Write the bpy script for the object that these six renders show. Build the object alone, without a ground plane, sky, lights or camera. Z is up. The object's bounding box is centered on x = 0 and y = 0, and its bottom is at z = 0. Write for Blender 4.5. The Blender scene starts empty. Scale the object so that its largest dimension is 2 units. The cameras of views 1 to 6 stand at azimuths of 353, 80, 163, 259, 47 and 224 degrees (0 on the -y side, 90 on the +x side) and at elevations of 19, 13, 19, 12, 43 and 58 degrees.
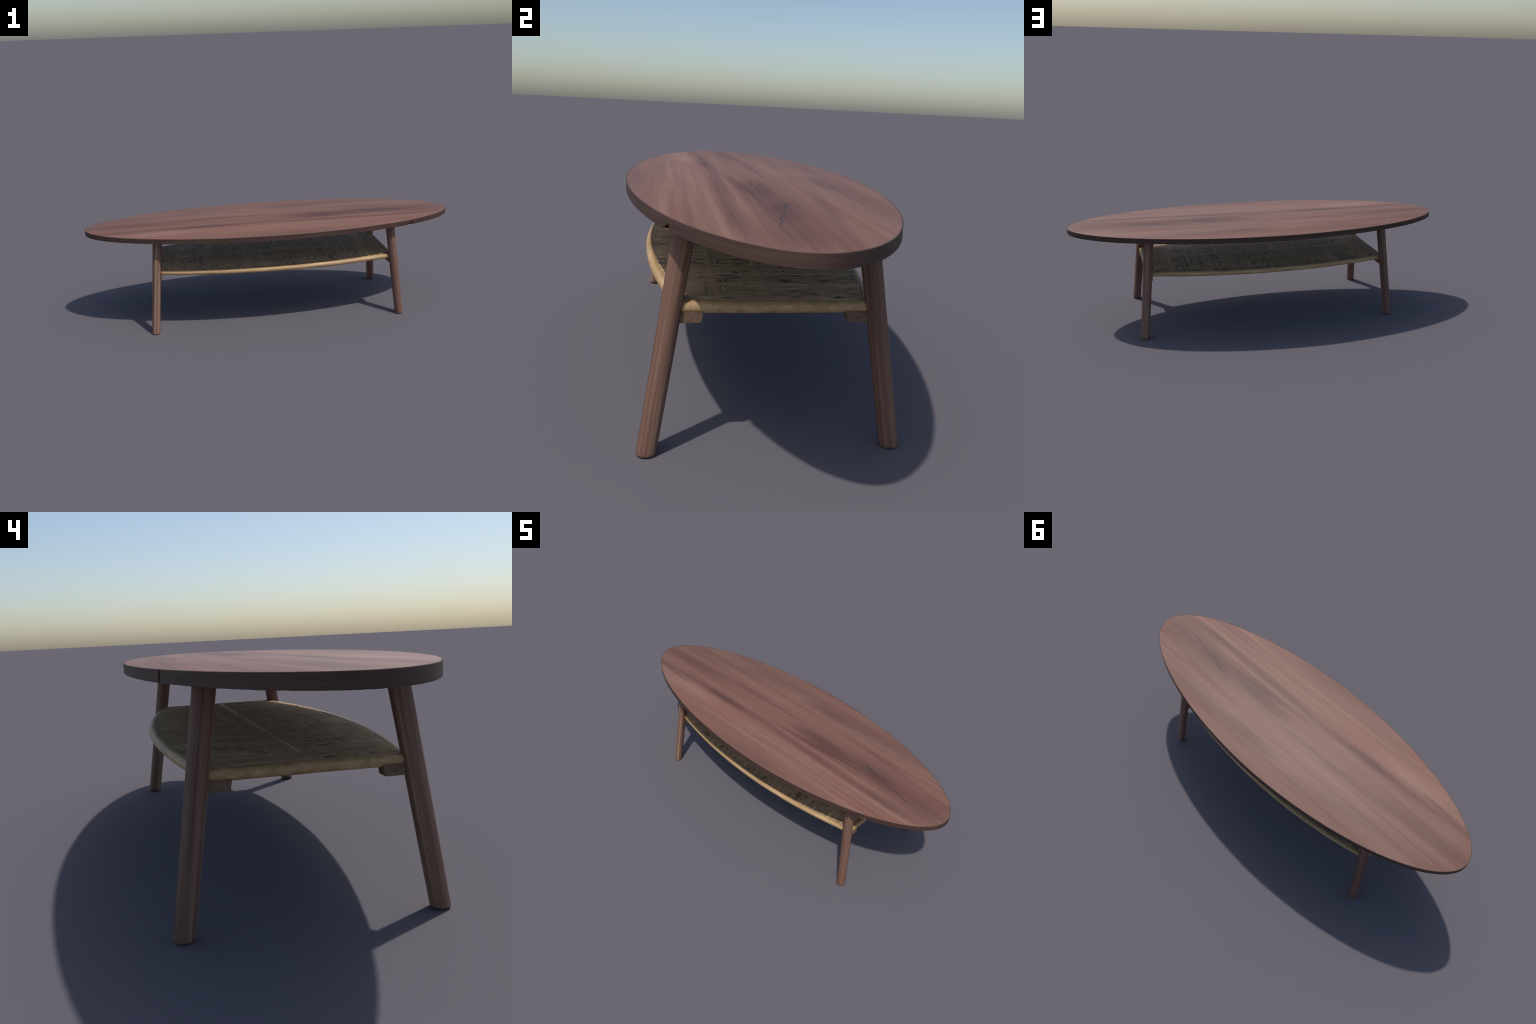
"""Oval walnut coffee table with splayed round legs and a woven cane shelf."""
import bpy, math, random
from mathutils import Vector, Matrix, noise

# ------------------------------------------------------------------ sizes
TOP_Z = 0.514            # upper face of the table top
TOP_T = 0.0265           # thickness of the table top
HALF_X, HALF_Y = 1.0, 0.340
OVAL_EXP = 1.90          # slightly pointed oval
BAND_T = 0.0022          # edge banding thickness

FOOT = (0.661, 0.266)    # foot centre
HEAD = (0.617, 0.190)    # leg centre at the underside of the top (z = HEAD_Z)
HEAD_Z = 0.49
LEG_R_FOOT, LEG_R_HEAD = 0.0215, 0.0232

SHELF_Z = 0.312          # centre of the cane rim
RIM_R = 0.0125
SHELF_X = 0.6275         # rim centre line at the straight ends
SHELF_Y0, SHELF_K = 0.2745, 0.19   # rim centre line on the bowed sides: y = Y0 - K x^2
MAT_Z = 0.3225           # upper face of the backing panel under the strands


# ------------------------------------------------------------------ helpers
def new_object(name, mesh, parent=None, material=None, smooth=True):
    ob = bpy.data.objects.new(name, mesh)
    bpy.context.scene.collection.objects.link(ob)
    if parent:
        ob.parent = parent
    if material:
        mesh.materials.append(material)
    if smooth:
        mesh.polygons.foreach_set("use_smooth", [True] * len(mesh.polygons))
        mesh.update()
    return ob


def mesh_from(name, verts, faces):
    me = bpy.data.meshes.new(name)
    me.from_pydata(verts, [], faces)
    me.validate()
    me.update()
    return me


def sharp_by_angle(me, deg):
    me.set_sharp_from_angle(angle=math.radians(deg))


def loft(rings, closed_ring=True, closed_path=False, caps=True):
    """Faces between equal-length vertex rings."""
    n = len(rings[0])
    verts = [v for r in rings for v in r]
    faces = []
    m = len(rings)
    for i in range(m if closed_path else m - 1):
        a, b = i * n, ((i + 1) % m) * n
        for j in range(n if closed_ring else n - 1):
            k = (j + 1) % n
            faces.append((a + j, a + k, b + k, b + j))
    if caps and not closed_path:
        faces.append(tuple(range(n))[::-1])
        faces.append(tuple(range((m - 1) * n, m * n)))
    return verts, faces


def oval(t, inset=0.0):
    """Point of the oval outline at parameter t, moved inward along its normal."""
    def raw(s):
        c, d = math.cos(s), math.sin(s)
        k = 2.0 / OVAL_EXP
        return Vector((HALF_X * math.copysign(abs(c) ** k, c),
                       HALF_Y * math.copysign(abs(d) ** k, d)))
    p = raw(t)
    if inset:
        q = raw(t + 1e-3) - raw(t - 1e-3)
        q.normalize()
        p = p + Vector((-q.y, q.x)) * inset
    return p


# ------------------------------------------------------------------ node helpers
class Nodes:
    def __init__(self, name, rough=0.55, spec=0.4):
        self.mat = bpy.data.materials.new(name)
        self.mat.use_nodes = True
        self.t = self.mat.node_tree
        self.bsdf = self.t.nodes["Principled BSDF"]
        self.bsdf.inputs["Roughness"].default_value = rough
        self.bsdf.inputs["Specular IOR Level"].default_value = spec

    def put(self, sock, v):
        if isinstance(v, bpy.types.NodeSocket):
            self.t.links.new(v, sock)
        else:
            sock.default_value = v

    def node(self, kind, **props):
        n = self.t.nodes.new(kind)
        for k, v in props.items():
            setattr(n, k, v)
        return n

    def coords(self, scale=(1, 1, 1), loc=(0, 0, 0)):
        tc = self.node("ShaderNodeTexCoord")
        return self.mapping(tc.outputs["Object"], loc, (0, 0, 0), scale)

    def mapping(self, vec, loc=(0, 0, 0), rot=(0, 0, 0), scale=(1, 1, 1), kind="POINT"):
        m = self.node("ShaderNodeMapping", vector_type=kind)
        self.put(m.inputs["Vector"], vec)
        m.inputs["Location"].default_value = loc
        m.inputs["Rotation"].default_value = rot
        m.inputs["Scale"].default_value = scale
        return m.outputs[0]

    def noise(self, vec, scale=1.0, detail=3.0, rough=0.5, distort=0.0, color=False):
        n = self.node("ShaderNodeTexNoise")
        self.put(n.inputs["Vector"], vec)
        n.inputs["Scale"].default_value = scale
        n.inputs["Detail"].default_value = detail
        n.inputs["Roughness"].default_value = rough
        n.inputs["Distortion"].default_value = distort
        return n.outputs["Color" if color else "Fac"]

    def math(self, op, a, b=0.0, clamp=False):
        n = self.node("ShaderNodeMath", operation=op, use_clamp=clamp)
        self.put(n.inputs[0], a)
        self.put(n.inputs[1], b)
        return n.outputs[0]

    def vmath(self, op, a, b=(0, 0, 0)):
        n = self.node("ShaderNodeVectorMath", operation=op)
        self.put(n.inputs[0], a)
        if op == "SCALE":
            n.inputs["Scale"].default_value = b
        elif op != "LENGTH":
            self.put(n.inputs[1], b)
        return n.outputs["Value" if op == "LENGTH" else "Vector"]

    def remap(self, v, a, b, lo=0.0, hi=1.0, smooth=True):
        n = self.node("ShaderNodeMapRange",
                      interpolation_type="SMOOTHSTEP" if smooth else "LINEAR")
        self.put(n.inputs["Value"], v)
        for k, x in (("From Min", a), ("From Max", b), ("To Min", lo), ("To Max", hi)):
            n.inputs[k].default_value = x
        return n.outputs["Result"]

    def mix(self, fac, a, b, mode="MIX"):
        n = self.node("ShaderNodeMix", data_type="RGBA", blend_type=mode)
        self.put(n.inputs[0], fac)
        self.put(n.inputs[6], a if isinstance(a, bpy.types.NodeSocket) else (*a, 1))
        self.put(n.inputs[7], b if isinstance(b, bpy.types.NodeSocket) else (*b, 1))
        return n.outputs[2]

    def ramp(self, fac, *stops):
        n = self.node("ShaderNodeValToRGB")
        cr = n.color_ramp
        while len(cr.elements) < len(stops):
            cr.elements.new(0.5)
        for e, (p, c) in zip(cr.elements, stops):
            e.position = p
            e.color = (*c, 1)
        self.put(n.inputs[0], fac)
        return n.outputs[0]

    def bump(self, height, strength=0.3, dist=0.001):
        n = self.node("ShaderNodeBump")
        n.inputs["Strength"].default_value = strength
        n.inputs["Distance"].default_value = dist
        self.put(n.inputs["Height"], height)
        self.put(self.bsdf.inputs["Normal"], n.outputs[0])

    def color(self, c):
        self.put(self.bsdf.inputs["Base Color"], c)
        return self.mat


# ------------------------------------------------------------------ materials
def walnut_top():
    """Red-brown figured walnut, grain along x, with the dark figure where it sits."""
    n = Nodes("walnut_top", rough=0.60, spec=0.55)
    p = n.coords()
    flat = n.vmath("MULTIPLY", p, (1, 1, 0))
    # slow wander of the grain, mostly sideways
    wob = n.noise(n.mapping(flat, scale=(2.2, 5, 1)), 1, 2, 0.5, color=True)
    wob = n.vmath("MULTIPLY", n.vmath("SUBTRACT", wob, (.5, .5, .5)), (.10, .018, 0))
    g = n.vmath("ADD", flat, wob)

    broad = n.noise(n.mapping(g, loc=(3.1, 1.7, 0), scale=(0.45, 15, 1)), 1, 3, 0.55)
    mid = n.noise(n.mapping(g, loc=(0.3, 4.2, 0), scale=(0.8, 50, 1)), 1, 3, 0.6)
    fine = n.noise(n.mapping(g, loc=(7, 2, 0), scale=(7, 300, 1)), 1, 4, 0.6)
    cloud = n.noise(n.mapping(flat, loc=(1, 9, 0), scale=(2.4, 8, 1)), 1, 2, 0.5)

    tone = n.math("ADD", n.math("MULTIPLY", broad, 0.50), n.math("MULTIPLY", mid, 0.32))
    line = n.noise(n.mapping(g, loc=(1, 6, 0), scale=(2.5, 125, 1)), 1, 2, 0.5)
    tone = n.math("ADD", tone, n.math("MULTIPLY", fine, 0.16))
    tone = n.math("ADD", tone, n.math("MULTIPLY", n.math("SUBTRACT", line, 0.5), 0.14))
    col = n.ramp(tone, (0.32, (0.125, 0.053, 0.036)), (0.45, (0.176, 0.080, 0.054)),
                 (0.55, (0.203, 0.100, 0.069)), (0.69, (0.247, 0.136, 0.097)))
    # patches of redder and of browner wood
    col = n.mix(n.remap(cloud, 0.48, 0.66, 0, 0.45), col,
                n.mix(1.0, col, (1.02, 0.88, 0.92), "MULTIPLY"))
    # fine pores
    pore = n.remap(n.noise(n.mapping(g, loc=(2, 5, 0), scale=(11, 420, 1)), 1, 2, 0.5), 0.56, 0.70, 0, 0.45)
    col = n.mix(pore, col, n.mix(1.0, col, (.74, .72, .72), "MULTIPLY"))

    # the figure: (x, y, half length, half width, turn in degrees, strength, multiplier)
    dark, plum, pale = (.49, .39, .41), (.55, .48, .52), (1.38, 1.50, 1.56)
    feather = n.remap(n.noise(n.mapping(g, loc=(4, 8, 0), scale=(1.4, 85, 1)), 1, 3, 0.6), 0.30, 0.62, 0.70, 1.10)
    rag = n.noise(n.mapping(flat, loc=(5, 5, 0), scale=(5, 60, 1)), 1, 3, 0.6, color=True)
    rag = n.vmath("MULTIPLY", n.vmath("SUBTRACT", rag, (.5, .5, .5)), (.22, .022, 0))
    gg = n.vmath("ADD", flat, rag)
    figure = [
        (0.31, -0.006, 0.38, 0.100, -2, 0.78, dark),
        (0.27, 0.004, 0.20, 0.062, -5, 0.45, dark),
        (0.68, 0.008, 0.46, 0.125, -6, 0.72, dark),
        (0.60, 0.012, 0.20, 0.050, -12, 0.50, dark),
        (0.92, 0.000, 0.18, 0.140, 0, 0.45, plum),
        (0.13, 0.206, 0.27, 0.046, 1, 0.80, plum),
        (0.42, 0.205, 0.46, 0.055, 0, 0.50, plum),
        (-0.40, -0.094, 0.66, 0.030, 1, 0.80, plum),
        (-0.36, -0.092, 0.20, 0.040, 1, 0.45, plum),
        (0.32, -0.096, 0.58, 0.030, -1, 0.80, plum),
        (0.74, -0.104, 0.34, 0.036, 1, 0.75, plum),
        (0.16, -0.045, 0.48, 0.026, 4, 0.60, plum),
        (-0.30, 0.050, 0.56, 0.026, 1, 0.65, plum),
        (-0.78, 0.012, 0.44, 0.060, 3, 0.55, plum),
        (-0.82, -0.126, 0.28, 0.022, -5, 0.60, plum),
        (0.10, -0.312, 0.50, 0.044, 0, 0.60, plum),
        (-0.45, 0.185, 0.40, 0.050, 8, 0.35, plum),
        (0.60, 0.110, 0.38, 0.026, -5, 0.50, plum),
        (0.10, -0.197, 0.80, 0.052, 0, 0.70, pale),
        (-0.60, -0.175, 0.34, 0.060, 4, 0.55, pale),
        (-0.25, 0.110, 0.60, 0.042, 2, 0.35, pale),
        (0.45, -0.068, 0.42, 0.018, 0, 0.40, pale),
    ]
    for x, y, lx, ly, a, s, mul in figure:
        q = n.mapping(gg, (x, y, 0), (0, 0, math.radians(a)), (lx, ly, 1), "TEXTURE")
        m = n.remap(n.vmath("LENGTH", q), 1.0, 0.05, 0, s)
        m = n.math("MULTIPLY", m, feather, clamp=True)
        col = n.mix(m, col, n.mix(1.0, col, mul, "MULTIPLY"))
    # the open crack in the dark figure, with two short side checks
    kink = n.noise(n.mapping(flat, loc=(1.3, 0, 0), scale=(15, 1, 1)), 1, 3, 0.6, color=True)
    kink = n.vmath("MULTIPLY", n.vmath("SUBTRACT", kink, (.5, .5, .5)), (0, .032, 0))
    kk = n.vmath("ADD", flat, kink)
    for x, y, lx, ly, a, s in ((0.635, 0.006, 0.165, 0.0042, -11, .85), (0.57, 0.018, 0.075, 0.0075, -15, .75),
                               (0.75, -0.018, 0.12, 0.0055, -10, .80), (0.545, 0.026, 0.050, 0.016, -24, .50),
                               (0.40, -0.012, 0.10, 0.0080, 6, .35)):
        q = n.mapping(kk, (x, y, 0), (0, 0, math.radians(a)), (lx, ly, 1), "TEXTURE")
        m = n.remap(n.vmath("LENGTH", q), 1.0, 0.15, 0, s)
        col = n.mix(m, col, (0.056, 0.033, 0.031))
    n.bump(n.math("ADD", fine, n.math("MULTIPLY", mid, 0.5)), 0.25, 0.0006)
    return n.color(col)


def walnut_edge():
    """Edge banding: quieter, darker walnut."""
    n = Nodes("walnut_edge", rough=0.6, spec=0.3)
    p = n.coords()
    a = n.noise(n.mapping(p, scale=(3, 3, 60)), 1, 3, 0.55)
    b = n.noise(n.mapping(p, loc=(4, 0, 0), scale=(9, 9, 260)), 1, 3, 0.6)
    tone = n.math("ADD", n.math("MULTIPLY", a, 0.65), n.math("MULTIPLY", b, 0.35))
    col = n.ramp(tone, (0.3, (0.056, 0.030, 0.023)), (0.5, (0.077, 0.042, 0.032)),
                 (0.7, (0.102, 0.059, 0.045)))
    n.bump(b, 0.2, 0.0005)
    return n.color(col)


def walnut_leg():
    """Straight-grained walnut along the leg, with pale and dark streaks."""
    n = Nodes("walnut_leg", rough=0.58, spec=0.4)
    p = n.coords()
    info = n.node("ShaderNodeObjectInfo")
    off = n.node("ShaderNodeCombineXYZ")
    for i in range(3):
        n.put(off.inputs[i], n.math("MULTIPLY", info.outputs["Random"], 3.7 + 2 * i))
    wob = n.noise(n.mapping(p, scale=(6, 6, 4)), 1, 2, 0.5, color=True)
    p = n.vmath("ADD", p, n.vmath("SCALE", n.vmath("SUBTRACT", wob, (.5, .5, .5)), 0.006))
    p = n.vmath("ADD", p, off.outputs[0])
    broad = n.noise(n.mapping(p, scale=(80, 80, 0.9)), 1, 2, 0.5)
    fine = n.noise(n.mapping(p, scale=(330, 330, 4)), 1, 3, 0.6)
    tone = n.math("ADD", n.math("MULTIPLY", broad, 0.72), n.math("MULTIPLY", fine, 0.28))
    col = n.ramp(tone, (0.34, (0.098, 0.045, 0.032)), (0.46, (0.165, 0.083, 0.058)),
                 (0.55, (0.212, 0.116, 0.079)), (0.65, (0.310, 0.198, 0.125)))
    n.bump(fine, 0.25, 0.0006)
    return n.color(col)


def block_wood():
    """Plain brown wood of the shelf supports."""
    n = Nodes("block_wood", rough=0.6, spec=0.3)
    p = n.coords()
    a = n.noise(n.mapping(p, scale=(120, 9, 120)), 1, 3, 0.55)
    col = n.ramp(a, (0.3, (0.115, 0.066, 0.042)), (0.7, (0.205, 0.130, 0.083)))
    n.bump(a, 0.2, 0.0006)
    return n.color(col)


def cane_rim():
    """Honey-coloured split cane around the shelf."""
    n = Nodes("cane_rim", rough=0.5, spec=0.4)
    p = n.coords()
    a = n.noise(n.mapping(p, scale=(7, 40, 90)), 1, 3, 0.55)
    b = n.noise(n.mapping(p, loc=(2, 2, 2), scale=(22, 160, 240)), 1, 3, 0.6)
    tone = n.math("ADD", n.math("MULTIPLY", a, 0.7), n.math("MULTIPLY", b, 0.3))
    col = n.ramp(tone, (0.28, (0.29, 0.172, 0.080)), (0.45, (0.42, 0.265, 0.125)),
                 (0.60, (0.51, 0.330, 0.168)), (0.75, (0.62, 0.43, 0.25)))
    n.bump(b, 0.3, 0.0008)
    return n.color(col)


def cane_mat(name, dark=False):
    """Weathered woven cane: olive brown with straw and grey-brown strands."""
    n = Nodes(name, rough=0.65, spec=0.3)
    p = n.coords()
    strand = n.noise(n.mapping(p, scale=(150, 5, 1)), 1, 2, 0.6)
    fine = n.noise(n.mapping(p, loc=(3, 1, 0), scale=(520, 26, 1)), 1, 3, 0.6)
    patch = n.noise(n.mapping(p, loc=(8, 3, 0), scale=(13, 2.6, 1)), 1, 3, 0.55)
    tone = n.math("ADD", n.math("MULTIPLY", strand, 0.45), n.math("MULTIPLY", fine, 0.22))
    tone = n.math("ADD", tone, n.math("MULTIPLY", patch, 0.33))
    if dark:
        col = n.ramp(tone, (0.3, (0.130, 0.088, 0.052)), (0.7, (0.240, 0.172, 0.105)))
    else:
        col = n.ramp(tone, (0.30, (0.230, 0.140, 0.076)), (0.42, (0.420, 0.285, 0.162)),
                     (0.54, (0.530, 0.370, 0.218)), (0.68, (0.660, 0.475, 0.290)))
    n.bump(fine, 0.35, 0.0008)
    return n.color(col)


# ------------------------------------------------------------------ table top
def build_top(root, mat_top, mat_edge):
    n = 720
    z0, z1 = TOP_Z - TOP_T, TOP_Z
    levels = [(0.012, z0 + 0.0004), (BAND_T - 0.001, z0 + 0.0004), (BAND_T - 0.001, z0 + 0.0022), (BAND_T, z0 + 0.0030),
              (BAND_T, z0 + 0.011), (BAND_T, z0 + 0.013), (BAND_T, z1 - 0.0009),
              (BAND_T + 0.0004, z1 - 0.0003), (BAND_T + 0.0012, z1)]
    rings = []
    for k, (ins, z) in enumerate(levels):
        ring = []
        for i in range(n):
            t = 2 * math.pi * i / n
            d = (oval(t) - Vector((0.712, -0.224))).length
            bite = max(0.0, 1 - d / 0.024)               # recess added in the core so the notch at the chip goes dark
            ring.append((*oval(t, ins + 0.030 * bite ** 0.6 * (k in (3, 4))), z))
        rings.append(ring)
    verts, faces = loft(rings, caps=True)
    me = mesh_from("tabletop", verts, faces)
    sharp_by_angle(me, 40)
    top = new_object("tabletop", me, root, mat_top)

    # edge banding: two strips that meet at a clean seam on the far side and
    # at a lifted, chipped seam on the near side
    def angle_of(x, y):
        best = min(range(7200), key=lambda i: (oval(2 * math.pi * i / 7200) - Vector((x, y))).length)
        return 2 * math.pi * best / 7200
    chip, seam = angle_of(0.726, -0.22), angle_of(-0.575, 0.271)
    spans = [(chip - 2 * math.pi + 0.004, seam - 0.0035), (seam, chip - 0.004)]
    for k, (a, b) in enumerate(spans):
        m = 260
        rings = []
        for i in range(m + 1):
            f = i / m
            f = f - 0.12 * math.sin(2 * math.pi * f) / (2 * math.pi) * 4   # finer at the ends
            t = a + (b - a) * f
            out, low = 0.0, 0.0
            arc = lambda t0: (oval(t) - oval(t0)).length
            if k == 0:
                d = arc(b)            # end at the far seam stands slightly proud
                out += 0.0010 * max(0, 1 - d / 0.03)
                d = arc(a)            # end at the chip: curls outward over the other strip
                out += 0.0026 * max(0, 1 - d / 0.028) ** 1.5
                low += 0.003 * max(0, 1 - d / 0.010)
            else:
                d = arc(a)
                out -= 0.0012 * max(0, 1 - d / 0.02)
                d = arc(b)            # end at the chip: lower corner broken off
                low += 0.014 * max(0, 1 - d / 0.036)
                out += 0.0008 * max(0, 1 - d / 0.03)
            wave = 0.0005 * noise.noise(Vector((t * 9, 3.3, 0)))
            out += wave
            zb = z0 + low + 0.0006 * noise.noise(Vector((t * 30, 8.1, 0)))
            zt = z1 - 0.0004
            sec = [(-out + BAND_T, zb), (-out + 0.0006, zb), (-out, zb + 0.0008),
                   (-out, zb * 0.5 + zt * 0.5), (-out, zt - 0.0008), (-out + 0.0006, zt),
                   (-out + BAND_T, zt)]
            rings.append([(*oval(t, s), z) for s, z in sec])
        verts, faces = loft(rings)
        me = mesh_from("edge_band", verts, faces)
        sharp_by_angle(me, 28)
        new_object("edge_band", me, top, mat_edge)
    return top


# ------------------------------------------------------------------ legs
def leg_axis(z, sx, sy):
    f = z / HEAD_Z
    return Vector((sx * (FOOT[0] + (HEAD[0] - FOOT[0]) * f),
                   sy * (FOOT[1] + (HEAD[1] - FOOT[1]) * f), z))


def build_legs(root, mat, mat_block):
    n = 40
    prof = [(0.0, 0.91), (0.001, 0.955), (0.003, 0.988), (0.006, 1.0)]
    zs = prof + [(0.006 + (TOP_Z - TOP_T + 0.003 - 0.006) * i / 24, 1.0) for i in range(1, 25)]
    for k, (sx, sy) in enumerate(((-1, -1), (1, -1), (1, 1), (-1, 1))):
        rings = []
        for z, s in zs:
            c = leg_axis(z, sx, sy)
            r = (LEG_R_FOOT + (LEG_R_HEAD - LEG_R_FOOT) * z / HEAD_Z) * s
            ring = []
            for j in range(n):
                a = 2 * math.pi * j / n
                d = 1 + 0.012 * noise.noise(Vector((math.cos(a) * 1.5 + 5 * k, math.sin(a) * 1.5, z * 6)))
                ring.append((c.x + r * d * math.cos(a), c.y + r * d * 1.012 * math.sin(a), z))
            rings.append(ring)
        verts, faces = loft(rings)
        # origin at the foot, so the grain is laid out from there
        o = Vector((sx * FOOT[0], sy * FOOT[1], 0))
        turn = (leg_axis(HEAD_Z, sx, sy) - o).to_track_quat("Z", "Y")
        back = turn.inverted()
        verts = [tuple(back @ (Vector(v) - o)) for v in verts]
        me = mesh_from("leg", verts, faces)
        sharp_by_angle(me, 50)
        leg = new_object("leg", me, root, mat)
        leg.location = o
        leg.rotation_mode = "QUATERNION"
        leg.rotation_quaternion = turn
        build_block(leg, sx, sy, o, back, mat_block)


def build_block(leg, sx, sy, origin, back, mat):
    """Small wooden block under the shelf corner, fixed to the inner side of the leg."""
    x0, x1 = 0.608, 0.6405
    y0, y1 = 0.152, 0.212
    z0, z1 = 0.2795, 0.303
    b = 0.0008
    rings = []
    for z, ins, slope in ((z0, b, 1), (z0 + b, 0, 1), (z1, 0, 0)):
        inner = y0 + ins + 0.004 * slope      # inner end leans back towards the leg
        xs, xe = x0 + ins, x1 - ins
        rings.append([(sx * xs, sy * inner, z), (sx * xe, sy * inner, z),
                      (sx * xe, sy * y1, z), (sx * xs, sy * y1, z)])
    if sx * sy < 0:
        rings = [r[::-1] for r in rings]
    verts, faces = loft(rings)
    me = mesh_from("support_block", [tuple(back @ (Vector(v) - origin)) for v in verts], faces)
    new_object("support_block", me, leg, mat, smooth=False)


# ------------------------------------------------------------------ shelf
def side_y(x):
    return SHELF_Y0 - SHELF_K * x * x


def rim_path():
    """Closed centre line of the rim with small rounded corners."""
    cr = 0.010
    pts = []
    yc = side_y(SHELF_X)
    def corner(sx, sy, first_is_end):
        c = Vector((sx * (SHELF_X - cr), sy * (yc - cr)))
        seq = []
        for i in range(7):
            a = math.pi / 2 * i / 6
            e, s = math.cos(a), math.sin(a)
            seq.append((c.x + sx * cr * e, c.y + sy * cr * s))
        return seq if first_is_end else seq[::-1]
    m, q = 90, 30
    xs = [-(SHELF_X - cr) + 2 * (SHELF_X - cr) * i / m for i in range(m + 1)]
    ys = [-(yc - cr) + 2 * (yc - cr) * i / q for i in range(q + 1)]
    pts += [(x, -side_y(x) + (side_y(SHELF_X - cr) - yc)) for x in xs[:-1]]
    pts += corner(1, -1, False)
    pts += [(SHELF_X, y) for y in ys[1:-1]]
    pts += corner(1, 1, True)
    pts += [(x, side_y(x) - (side_y(SHELF_X - cr) - yc)) for x in xs[::-1][1:-1]]
    pts += corner(-1, 1, False)
    pts += [(-SHELF_X, y) for y in ys[::-1][1:-1]]
    pts += corner(-1, -1, True)
    out = []
    for p in pts:
        p = Vector(p)
        if not out or (p - out[-1]).length > 1e-4:
            out.append(p)
    if (out[0] - out[-1]).length < 1e-4:
        out.pop()
    return out


def build_shelf(root, m_rim, m_mat, m_back):
    # backing panel inside the rim
    path = rim_path()
    inner = [Vector((p.x * (1 - 0.004 / SHELF_X), p.y * 0.985)) for p in path]
    def ring(scale, z):
        return [(p.x * scale, p.y * scale, z) for p in inner]
    verts, faces = loft([ring(1, 0.3075), ring(1, MAT_Z - 0.004), ring(0.97, MAT_Z)])
    shelf = new_object("shelf", mesh_from("shelf", verts, faces), root, m_back)
    sharp_by_angle(shelf.data, 40)

    # rim: an uneven tube swept round the path
    n, m = 20, len(path)
    rings = []
    for i, p in enumerate(path):
        t = (path[(i + 1) % m] - path[i - 1]).normalized()
        nrm = Vector((t.y, -t.x))                       # outward for a counter-clockwise path
        end = max(0.0, 1 - (SHELF_X - abs(p.x)) / 0.03)
        r = RIM_R * (1 + 0.07 * end + 0.05 * noise.noise(Vector((p.x * 9, p.y * 9, 1.7))))
        rg = []
        for j in range(n):
            a = 2 * math.pi * j / n
            k = r * (1 + 0.035 * noise.noise(Vector((p.x * 22, p.y * 22, 4 + j * 0.7))))
            q = p + nrm * (k * math.cos(a))
            rg.append((q.x, q.y, SHELF_Z - 0.0012 * end + k * math.sin(a)))
        rings.append(rg)
    verts, faces = loft(rings, closed_path=True, caps=False)
    new_object("shelf_rim", mesh_from("shelf_rim", verts, [f[::-1] for f in faces]), shelf, m_rim)

    # woven strands across the shelf (short way), joined: too fine to pick apart
    rnd = random.Random(11)
    verts, faces = [], []
    x = -SHELF_X + 0.010
    idx = 0
    rows = [-0.235, -0.19, -0.145, -0.098, -0.05, 0.05, 0.098, 0.145, 0.19, 0.235]
    while x < SHELF_X - 0.012:
        w = rnd.choice((0.0050, 0.0060, 0.0075, 0.0095))
        gap = rnd.choice((0.0, 0.0, 0.0004, 0.0010, 0.0022))
        xm = x + w / 2
        lift = rnd.uniform(-0.0010, 0.0006) + 0.0006 * (1 if noise.noise(Vector((xm * 8, 3, 3))) > 0 else -1)
        skew = 0.007 * noise.noise(Vector((xm * 6, 0.4, 2)))
        half = side_y(xm) - 0.0015
        ny = 130
        base = len(verts)
        us = (-0.5, -0.38, 0.0, 0.38, 0.5)
        hs = (-0.0034, -0.0006, 0.0006, -0.0006, -0.0034)
        for i in range(ny + 1):
            y = -half + 2 * half * i / ny
            edge = max(0.0, 1 - (half - abs(y)) / 0.050)       # 0 inside, 1 at the rim
            band = min(1.0, 2.2 * edge) * (1 - edge ** 6)      # open stretch just inside the rim
            over = 0.0
            for r, yr in enumerate(rows):                       # over and under the cross strands
                s = 1 if (idx // 3 + r) % 2 else -1
                over += s * 0.0009 * math.exp(-((y - yr) / 0.010) ** 2)
            for ys, hy, wy in ((-0.004, 0.0006, 0.016), (-0.118, 0.0013, 0.007), (0.112, 0.0013, 0.007)):
                over += hy * math.exp(-((y - ys) / wy) ** 4)     # lengthwise seams
            worn = noise.noise(Vector((xm * 11, y * 17, 5)))
            zc = (MAT_Z + 0.0012 + lift * (0.5 + worn + 0.6 * edge) + over
                  + 0.0013 * noise.noise(Vector((xm * 14, y * 22, 3)))
                  + 0.0010 * noise.noise(Vector((xm * 130, y * 55, 7)))
                  - 0.0030 * edge ** 3)
            zc += 0.0011 * math.exp(-((xm * 10.5 - round(xm * 10.5 - 0.3) - 0.3) / 0.05) ** 2) * (0.5 + worn)
            nick = max(0.0, noise.noise(Vector((idx * 3.1, y * 26, 1))) - 0.16)
            open_ = 1.02 - (0.10 + gap * 110) * band - 0.45 * nick
            xo = (xm + skew * (abs(y) / half) ** 2
                  + 0.0018 * noise.noise(Vector((xm * 24, y * 18, 9))))
            relief = 0.8 + 0.9 * band
            for u, h in zip(us, hs):
                verts.append((xo + u * w * open_, y, zc + h * relief + 0.0003 * rnd.uniform(-1, 1)))
        for i in range(ny):
            a, b = base + i * 5, base + (i + 1) * 5
            for j in range(4):
                faces.append((a + j, a + j + 1, b + j + 1, b + j))
        x += w + gap * 0.5
        idx += 1
    ob = new_object("woven_strands", mesh_from("woven_strands", verts, faces), shelf, m_mat)
    ob["kind"] = "stuff"

    # raised middle strip running the long way
    rings = []
    m = 220
    L = SHELF_X - 0.020
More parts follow.
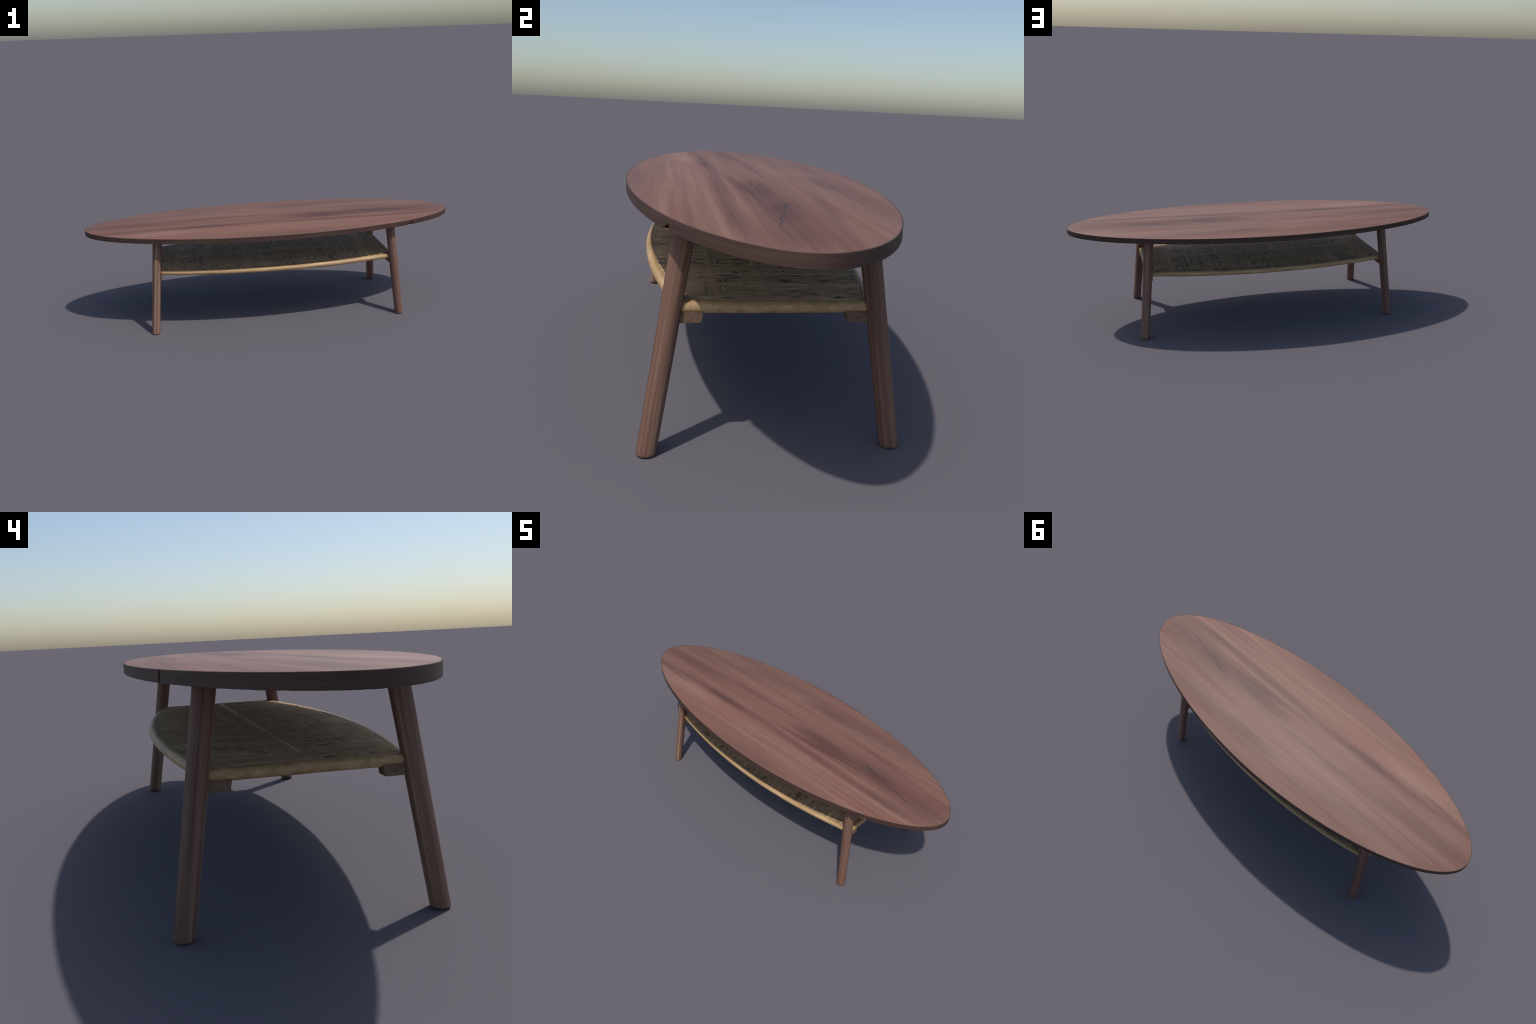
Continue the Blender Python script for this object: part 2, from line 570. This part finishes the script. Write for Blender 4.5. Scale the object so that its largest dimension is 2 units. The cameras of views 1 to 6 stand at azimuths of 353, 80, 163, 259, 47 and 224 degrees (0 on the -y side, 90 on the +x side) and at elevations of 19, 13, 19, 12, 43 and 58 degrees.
    for i in range(m + 1):
        px = -L + 2 * L * i / m
        yc = -0.004 + 0.0025 * noise.noise(Vector((px * 7, 1, 1)))
        h = 0.0004 + 0.0020 * noise.noise(Vector((px * 24, 2, 5)))
        z = MAT_Z + 0.0016
        hw = 0.0105 + 0.004 * noise.noise(Vector((px * 13, 5, 5)))
        rings.append([(px, yc - hw, z - 0.002), (px, yc - hw * 0.8, z + h * 0.7), (px, yc, z + h + 0.0006),
                      (px, yc + hw * 0.8, z + h * 0.7), (px, yc + hw, z - 0.002)])
    verts, faces = loft(rings)
    new_object("center_strip", mesh_from("center_strip", verts, [f[::-1] for f in faces]), shelf, m_mat)

    # cross strands that show between the others for short stretches
    verts, faces = [], []
    for yr in rows:
        xx = -SHELF_X + 0.03
        while xx < SHELF_X - 0.05:
            ln = rnd.uniform(0.025, 0.090)
            if abs(yr) < side_y(xx) - 0.05 and rnd.random() < 0.45:
                base = len(verts)
                y = yr + rnd.uniform(-0.006, 0.006)
                hw = rnd.uniform(0.002, 0.0045)
                steps = 14
                for i in range(steps + 1):
                    f = i / steps
                    px = xx + ln * f
                    zt = (MAT_Z + 0.0012 + 0.0008 * math.sin(math.pi * f)
                          + 0.0012 * noise.noise(Vector((px * 14, y * 22, 3))))
                    for u, h in ((-1, -0.0022), (-0.6, 0), (0, 0.0005), (0.6, 0), (1, -0.0022)):
                        verts.append((px, y + u * hw, zt + h))
                for i in range(steps):
                    a, b = base + i * 5, base + (i + 1) * 5
                    for j in range(4):
                        faces.append((a + j, b + j, b + j + 1, a + j + 1))
            xx += ln + rnd.uniform(0.005, 0.03)
    ob = new_object("cross_strands", mesh_from("cross_strands", verts, [f[::-1] for f in faces]), shelf, m_mat)
    ob["kind"] = "stuff"
    return shelf


# ------------------------------------------------------------------ build
def main():
    root = bpy.data.objects.new("coffee_table", None)
    bpy.context.scene.collection.objects.link(root)
    root["label"] = "oval walnut coffee table with splayed legs and woven cane shelf"
    root["category"] = "coffee table"
    build_top(root, walnut_top(), walnut_edge())
    build_legs(root, walnut_leg(), block_wood())
    build_shelf(root, cane_rim(), cane_mat("cane_mat"), cane_mat("cane_backing", dark=True))


main()
